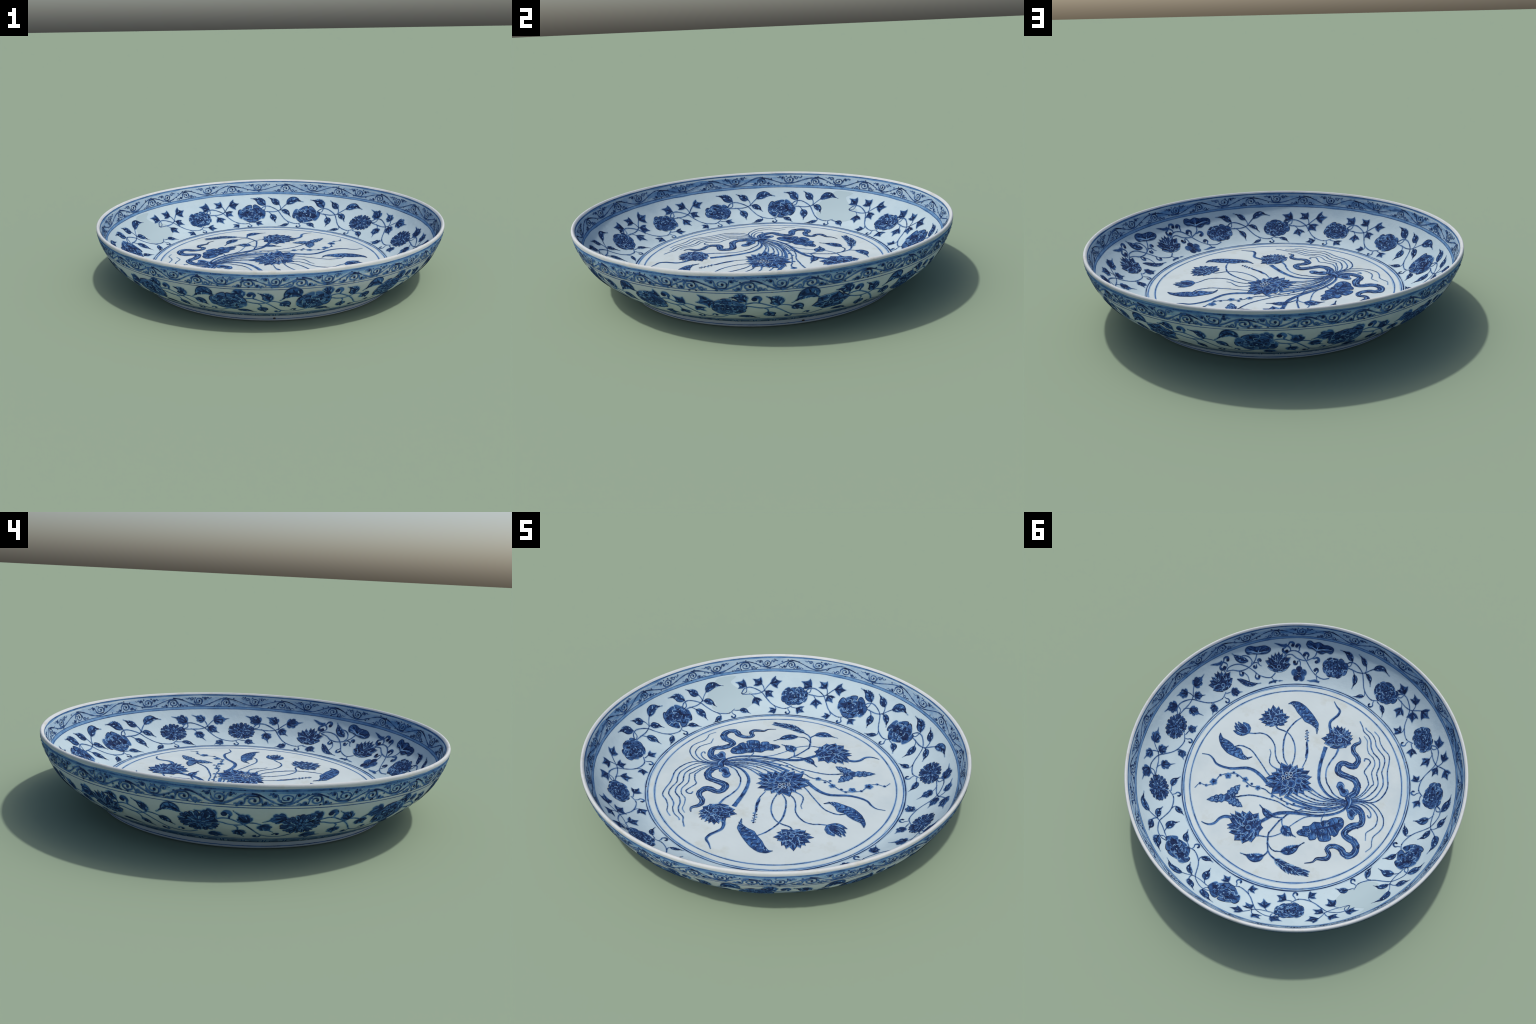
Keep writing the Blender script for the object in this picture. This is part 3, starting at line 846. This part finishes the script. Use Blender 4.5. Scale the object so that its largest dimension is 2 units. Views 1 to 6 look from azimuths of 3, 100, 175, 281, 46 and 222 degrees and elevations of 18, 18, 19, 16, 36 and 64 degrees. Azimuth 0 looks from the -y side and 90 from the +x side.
for c, tips, w in (((376, -259), [(461, -190), (473, -229), (474, -264), (468, -294), (458, -333), (423, -348), (391, -347), (349, -335), (316, -331), (305, -294), (304, -263), (338, -223), (369, -193), (397, -180), (434, -184)], 1.1),
                   ((22, 421), [(134, 490), (159, 444), (170, 419), (157, 389), (123, 363), (88, 335), (35, 309), (-10, 329), (-48, 366), (-62, 424), (-53, 481), (-15, 521), (35, 536), (93, 518), (118, 505)], 1.2),
                   ((-41, -398), [(59, -337), (53, -376), (62, -424), (50, -452), (38, -476), (10, -488), (-13, -494), (-38, -496), (-60, -492), (-82, -478), (-97, -462), (-114, -421), (-105, -380), (-72, -341), (-25, -318), (22, -317)], 1.35)):
    pt = Paint(on_well, 2)
    lotus(pt, (c[0] * .001, c[1] * .001), mm(tips), 4, (.74, .50), w)
    pt.build("lotus_flower", well)

# sprig leaves and the seed spike
for sp, w, sd in (([(-48, 272), (-5, 277), (65, 265)], .040, 1), ([(-164, 497), (-125, 541), (-46, 572)], .050, 1),
                  ([(-225, 416), (-265, 360), (-297, 283)], .052, -1), ([(-130, 282), (-172, 298), (-236, 288)], .060, 1)):
    pt = Paint(on_well, 1)
    leaf(pt, mm(sp), w, .24, .16, 6, 4, sd)
    pt.build("leaf", well)
pt = Paint(on_well)
sp = mm([(-237, 473), (-325, 464), (-424, 424)])
for k in range(11):
    t = k / 11
    c, d = along(catmull(sp, .01), t)
    q = Vector((-d.y, d.x))
    w = .024 * (1 - .75 * abs(t - .35) / .65) + .006
    for s in (-1, 0, 1):
        petal(pt, c - d * .008, c + d * .036 + q * s * w, .017, 3 + (k % 3) + (s == 0), True)
pt.build("grass_spike", well)

# arrowhead leaf with beaded arms
pt = Paint(on_well, 1)
c0 = V((.251, .352))
for tip, w in (((340, 442), .046), ((247, 240), .052), ((140, 342), .048)):
    tp = V((tip[0] * .001, tip[1] * .001))
    d = (tp - c0); q = Vector((-d.y, d.x)).normalized()
    L, R = [], []
    for i in range(17):
        t = i / 16
        hw = w * .5 * (math.sin(math.pi * (.22 + .78 * t)) ** .9) * (1 + .16 * math.sin(t * 26)) + .001
        L.append(c0 + d * t + q * hw); R.append(c0 + d * t - q * hw)
    pt.fill([tuple(p) for p in L + R[::-1]], "wash", 3)
    pt.stroke(L, [.003, .004, .002], "deep", 5, .5)
    pt.stroke(R, [.003, .004, .002], "deep", 5, .5)
    for i in range(1, 15):
        for f in (.26, .50, .74):
            g = f + rnd.uniform(-.05, .05)
            p = L[i].lerp(R[i], g)
            if (L[i] - R[i]).length > .016: pt.dot(p, .0034, "pale" if (i + int(f * 4)) % 3 else "deep", 4, .7, rnd.random() * 3)
pt.dot(c0, .016, "deep", 6)
pt.build("arrowhead_leaf", well)

# plum twig blossoms and buds, and the cattail seed dots
pt = Paint(on_well, 1)
for (x, y), r in zip([(389, 327), (346, 239), (245, 192), (148, 185)], (19, 17, 15, 13)):
    for k in range(5):
        a = k * 1.2566 + x
        p = (x * .001 + r * .0007 * math.cos(a), y * .001 + r * .0007 * math.sin(a))
        pt.dot(p, r * .00052, "wash", 3)
        pt.stroke([V(p) + Vector((r * .0005 * math.cos(a + b), r * .0005 * math.sin(a + b))) for b in (-1.2, -.4, .4, 1.2)], [.0022], "pale", 5, .2, step=.004)
    pt.dot((x * .001, y * .001), r * .00042, "deep", 6)
for x, y in [(386, 266), (333, 201), (301, 202), (195, 189), (207, 217), (409, 374), (448, 388), (43, 172), (-12, 152), (-61, 152), (-93, 129)]:
    pt.dot((x * .001, y * .001), .0078, "wash", 3)
    pt.dot((x * .001 + .002, y * .001), .0036, "deep", 4)
pt.build("plum_blossom", well, True)
pt = Paint(on_well)
for k in range(8):
    c = V((.120, -.264)).lerp(V((.163, -.319)), k / 7)
    s = 1 if k % 2 else -1
    pt.dot(c + Vector((.0065 * s, .005 * s)), .0052 - .0002 * k, "deep" if k % 3 else "wash", 3, .75, rnd.random() * 3)
pt.dot((.166, -.323), .0055, "deep", 4)
pt.build("cattail_seed", well, True)

# ------------------------------------------------------------------ flower scroll units
def vary(p, amt=.004):
    return (p[0] + rnd.uniform(-amt, amt), p[1] + rnd.uniform(-amt, amt))

def put_leaf(surface, parent, kind, spine, width, side=1, big=1.0):
    pt = Paint(surface, 1)
    spine = [spine[0], vary(spine[1]), vary(spine[2], .007)]
    d = V(spine[2]) - V(spine[0])
    if kind == "simple":
        leaf(pt, spine, width * rnd.uniform(.9, 1.1), .22, .16, 5, 3, side)
    elif kind == "narrow":
        leaf(pt, spine, width * .72, .26, .12, 5, 3, side)
    elif kind == "trefoil":
        trefoil(pt, spine[0], d, big * min(.064, max(.046, d.length * .66)), rnd.uniform(.62, .85) * (1 if side > 0 else -1), 3, rnd.uniform(.1, .35))
    else:
        lobed(pt, spine[0], d, big * min(.074, max(.054, d.length * .66)), 3, 5, rnd.uniform(.25, .45))
    pt.build("leaf", parent)

def put_flower(surface, parent, kind, rx, ry):
    pt = Paint(surface, 2)
    ph = rnd.random() * 6
    if kind == "peony": scallop_flower(pt, (0, 0), rx, ry, ((10, 1.), (9, .78), (7, .52), (4, .28)), 4, 1.06, ph, .25)
    elif kind == "camellia": scallop_flower(pt, (0, 0), rx * 1.06, ry * 1.04, ((6, 1.04), (6, .68), (4, .38)), 4, .98, ph, .6)
    elif kind == "daisy": daisy(pt, (0, 0), rx, ry, 20, 4)
    elif kind == "star": lotus(pt, (0, 0), [(rx * 1.1 * math.cos(a), ry * 1.0 * math.sin(a)) for a in [.3 + k * math.pi / 3 for k in range(6)]], 4, (.6,), 1.0)
    elif kind == "lotus":
        # side view: pointed petals fanning upward from a low heart
        lotus(pt, (0, -ry * .30), [(-.083 * rx / .085, .032), (-.062, .052), (-.040, .066), (-.014, .076), (.010, .078), (.034, .066), (.056, .050), (.083 * rx / .085, .034),
                                  (.080, -.010), (.056, -.040), (.022, -.056), (-.014, -.056), (-.050, -.040), (-.078, -.012)], 4, (.66,), 1.15, True, "pale")
    pt.build(kind + "_flower", parent)

def inner_unit(theta, dtheta, flower, kind, first="leaf"):
    k = math.radians(dtheta) * R_IN / .384
    S = on_inner(theta)
    def T(pts): return [(x * .001 * k, y * .001 + .013) for x, y in pts]
    st = Paint(S)
    for path, w in (([(60, 18), (82, 47), (111, 55), (143, 44), (183, 16), (208, -23), (239, -67), (279, -95), (333, -106), (378, -82)], (.006, .0055, .0055, .005)),
                    ([(66, 12), (118, 8), (152, 7), (183, 15), (201, 27)], (.005,)), ([(201, 27), (197, 51), (189, 69)], (.0048,)),
                    ([(201, 27), (220, 52), (239, 73)], (.0048,)), ([(190, 21), (207, 23)], (.005,)), ([(106, 12), (122, 4), (137, -15)], (.0048,)),
                    ([(259, -86), (268, -100), (270, -114)], (.0048,)), ([(372, -92), (390, -96), (407, -98)], (.0048,)), ([(66, 14), (92, 26), (98, 62)], (.0045,))):
        st.stroke(T(path), list(w), "line", 2, .25)
    for i in range(5):
        p = T([(183, 15), (66, 16), (259, -86), (333, -106), (201, 27)])[i]
        st.dot(p, .004, "deep", 3)
    curl(st, T([(351, -104)])[0], (.4, -1), .044, -1, "wash", 3, .8)
    st.build("scroll_stem", inner_wall)
    for sp, w, sd in (([(98, 62), (60, 104), (8, 115)], .050, 1), ([(189, 67), (159, 97), (123, 119)], .040, 1), ([(238, 72), (285, 102), (346, 88)], .046, 1),
                      ([(207, 23), (242, 2), (270, -36)], .036, 1), ([(137, -15), (155, -59), (164, -112)], .044, 1), ([(270, -114), (233, -137), (195, -147)], .034, -1), ([(407, -98), (446, -114), (482, -142)], .036, 1)):
        put_leaf(S, inner_wall, kind, T(sp), w, sd)
    if flower: put_flower(S, inner_wall, flower, .086, .066)

def curl_crown(pt, T):
    """fluttering pair of hooks with a pointed tongue, above a lotus"""
    pt.stroke(T([(47, 53), (80, 80), (81, 97), (64, 116)]), [.0045, .005, .008], "line", 3)
    curl(pt, T([(62, 112)])[0], (.9, .9), .040, -1, "wash", 4, 1.2)
    curl(pt, T([(60, 114)])[0], (-.8, -.9), .042, 1, "wash", 4, 1.3)
    pt.fill(T([(66, 108), (60, 128), (46, 124), (30, 126), (8, 134), (-14, 138), (4, 126), (24, 112), (44, 106)]), "wash", 4)

def inner_lotus_unit(theta, variant):
    S = on_inner(theta)
    T = mm
    st = Paint(S)
    if variant == 0:
        for path, w in (([(61, 48), (82, 65), (115, 68), (151, 60), (183, 39), (207, 17), (233, -15), (259, -50), (299, -75), (340, -83), (376, -60)], .0054),
                        ([(64, 48), (103, 38), (136, 18), (174, 11), (207, 17), (233, 29), (260, 52), (279, 88)], .0052), ([(229, 30), (239, 53), (226, 84), (201, 101), (177, 103)], .0048),
                        ([(140, 17), (167, -7), (183, -39), (179, -74)], .0048), ([(344, -84), (354, -103), (357, -113)], .0048), ([(233, 29), (255, 36), (275, 28)], .0048)):
            st.stroke(T(path), [w], "line", 2, .25)
        for s, a, z in (((275, 28), (.2, 1), .024), ((262, 22), (-.4, -1), .024), ((139, 17), (0, -1), .034), ((243, -28), (-.3, -1), .042)):
            curl(st, T([s])[0], a, z, 1 if z > .03 else -1, "wash", 3, 1.0)
        st.stroke(T([(275, 26), (284, 8), (294, 3)]), [.006, .001], "wash", 3)
        st.fill(T([(340, -108), (318, -112), (312, -124), (330, -122), (350, -120), (366, -126), (372, -116), (400, -112), (425, -116), (396, -120), (378, -108), (360, -104)]), "wash", 3)
        curl_crown(st, T)
        st.build("scroll_stem", inner_wall)
        for sp, w in (([(106, -28), (172, -92), (257, -106)], .034), ([(215, 58), (169, 92), (133, 142)], .040)):
            p2 = Paint(S, 1); leaf(p2, mm(sp), w, .14, .15, 6, 3); p2.build("leaf", inner_wall)
        pad = [(214, 128), (224, 146), (249, 150), (281, 136), (312, 134), (339, 130), (360, 115), (368, 101), (356, 86), (327, 79), (288, 86), (250, 98), (223, 104)]
        root = (287, 92)
    else:
        for path, w in (([(43, 49), (64, 68), (92, 80), (124, 75), (152, 55), (183, 16), (208, -22), (234, -53), (275, -83), (321, -92), (362, -78)], .0054),
                        ([(50, 50), (88, 55), (120, 31), (149, 19), (183, 16), (215, 30), (238, 49), (249, 84)], .0052), ([(132, 75), (139, 85), (137, 95)], .0048), ([(135, 19), (146, 0), (145, -30)], .0048), ([(265, -80), (275, -105)], .0048)):
            st.stroke(T(path), [w], "line", 2, .25)
        for s, a, z, d in (((222, 34), (1, .1), .042, -1), ((191, 24), (.1, 1), .040, 1), ((137, 88), (.1, 1), .030, 1), ((132, 12), (-.6, -1), .030, -1), ((262, -70), (.3, 1), .034, 1)):
            curl(st, T([s])[0], a, z, d, "wash", 3, 1.2)
        st.fill(T([(262, -104), (246, -108), (226, -114), (199, -116), (228, -124), (250, -122), (268, -122), (292, -124), (298, -114), (280, -108)]), "wash", 3)
        curl_crown(st, T)
        st.build("scroll_stem", inner_wall)
        p2 = Paint(S)
        for q in range(5):
            a = math.pi / 2 + q * 1.2566
            c = (.139 + .034 * math.cos(a), -.076 + .032 * math.sin(a))
            p2.dot(c, .023, "deep" if q in (0, 2) else "wash", 3 + (q % 2))
            p2.stroke([V(c) + Vector((.020 * math.cos(a + b), .020 * math.sin(a + b))) for b in (-1.3, -.5, .5, 1.3)], [.003], "line", 6, .3)
            p2.stroke([(.139, -.076), c], [.008, .003], "deep", 6, .4)
        p2.build("plum_flower", inner_wall)
        pad = [(179, 120), (187, 145), (206, 148), (226, 137), (255, 144), (284, 131), (310, 132), (339, 123), (348, 106), (334, 83), (306, 86), (276, 70), (246, 82), (217, 96), (194, 100)]
        root = (246, 90)
    p2 = Paint(S, 1)
    P = mm(pad)
    p2.fill(P, "wash", 3, True)
    r0 = V((root[0] * .001, root[1] * .001))
    for i, p in enumerate(P):
        p2.stroke([r0, r0.lerp(V(p), .5) + Vector((rnd.uniform(-.004, .004), .004)), r0.lerp(V(p), .88)], [.006, .006, .002], "deep" if i % 4 else "pale", 4 + (i % 4 == 0), .5)
    p2.stroke(P + P[:1], [.003], "deep", 6, .5)
    p2.dot(r0 + Vector((.004, .028)), .012, "line", 7)
    p2.build("lotus_leaf", inner_wall)
    put_flower(S, inner_wall, "lotus", .086, .07)

heads = [(126.8, "peony", "trefoil"), (100.3, "camellia", "simple"), (73.5, "camellia", "simple"), (44.4, "daisy", "lobed"), (14.3, "daisy", "lobed"),
         (-15.5, "lotus", 0), (-43.2, "lotus", 1), (-69.1, "peony", "narrow"), (-95.4, "peony", "trefoil"), (-123.2, "peony", "trefoil"),
         (-150.3, "peony", "simple"), (-178.9, "camellia", "simple"), (-206.0, None, "trefoil")]
for i, (th, fl, kd) in enumerate(heads):
    nxt = heads[i + 1][0] if i + 1 < len(heads) else heads[0][0] - 360
    if fl == "lotus": inner_lotus_unit(th, kd)
    else: inner_unit(th, th - nxt, fl, kd)

# a dull smooth patch in the place of one flower head
pt = Paint(on_inner(154), -1)
pt.fill([(-math.radians(t - 154) * R_IN, s - S_IN) for t, s in [(157.4, 1.006), (150.8, 1.001), (153.2, .966), (150.1, .916), (147.5, .907), (144.8, .873), (145.4, .808), (149.9, .766), (153, .769), (157.9, .763), (160.8, .774), (163.2, .80), (164.2, .835), (161.6, .854), (164.7, .884), (162.6, .936), (156.8, .959), (159.6, .98)]], "patch", 1, True)
pt.build("dull_patch", inner_wall)

# ------------------------------------------------------------------ outer wall units
def outer_unit(theta, dtheta, flower, kind):
    k = math.radians(dtheta) * R_OUT / .393
    S = on_outer(theta)
    def T(pts): return [(x * .001 * k, y * .001) for x, y in pts]
    st = Paint(S)
    for path, w in (([(48, 21), (74, 33), (97, 40), (125, 35), (173, 3), (204, -32), (246, -90), (286, -110), (331, -111), (377, -80)], .0054),
                    ([(50, 14), (86, 12), (114, 1), (144, -3), (173, 3), (193, 17)], .0054), ([(193, 17), (216, 15), (240, 5)], .0050),
                    ([(136, -4), (149, -19), (150, -42)], .0050), ([(52, 18), (70, 34), (70, 56)], .0054), ([(350, 36), (342, 46), (330, 52)], .0050)):
        st.stroke(T(path), [w], "line", 2, .25)
    for s, a, z, d, f in (((119, 38), (.1, 1), .036, 1, 1.4), ((250, -92), (-.5, -1), .034, -1, 1.), ((292, -88), (.6, .6), .026, -1, .8)):
        curl(st, T([s])[0], a, z, d, "wash", 3, f)
    st.build("scroll_stem", outer_wall)
    for sp, w, sd in (([(72, 50), (52, 80), (12, 68)], .052, 1), ([(193, 18), (184, 53), (143, 74)], .052, 1), ([(240, 4), (265, -18), (287, -50)], .050, 1),
                      ([(150, -42), (156, -80), (176, -116)], .046, 1), ([(332, 52), (295, 76), (238, 24)], .050, -1), ([(28, -92), (77, -100), (117, -122)], .030, 1)):
        put_leaf(S, outer_wall, kind, T(sp), w * 1.08, sd, 1.12)
    put_flower(S, outer_wall, flower, .080, .068)

out_heads = [(-178.5, "daisy", "lobed"), (-154, "daisy", "lobed"), (-127.5, "camellia", "simple"), (-100.6, "camellia", "simple"), (-75.6, "camellia", "simple"),
             (-49.8, "peony", "simple"), (-22.8, "peony", "trefoil"), (0, "peony", "simple"), (27.5, "star", "simple"), (53, "star", "narrow"),
             (80.7, "camellia", "lobed"), (104.5, "peony", "lobed"), (129.5, "peony", "lobed"), (155.5, "lotus", "narrow")]
for i, (th, fl, kd) in enumerate(out_heads):
    nxt = out_heads[i + 1][0] if i + 1 < len(out_heads) else out_heads[0][0] + 360
    outer_unit(th, nxt - th, fl, kd)

# ------------------------------------------------------------------ iron spots burnt through the glaze
def spot(surface, c, r, parent, squash=.7):
    pt = Paint(surface)
    pt.dot(c, r, "spot", 4, squash)
    pt.build("iron_spot", parent)
spot(on_foot, (math.radians(-86.7) * .72, .028), .007, foot_ring)
spot(on_foot, (math.radians(23) * .72, .028), .007, foot_ring)
spot(on_well, (-.460, -.529), .004, well)
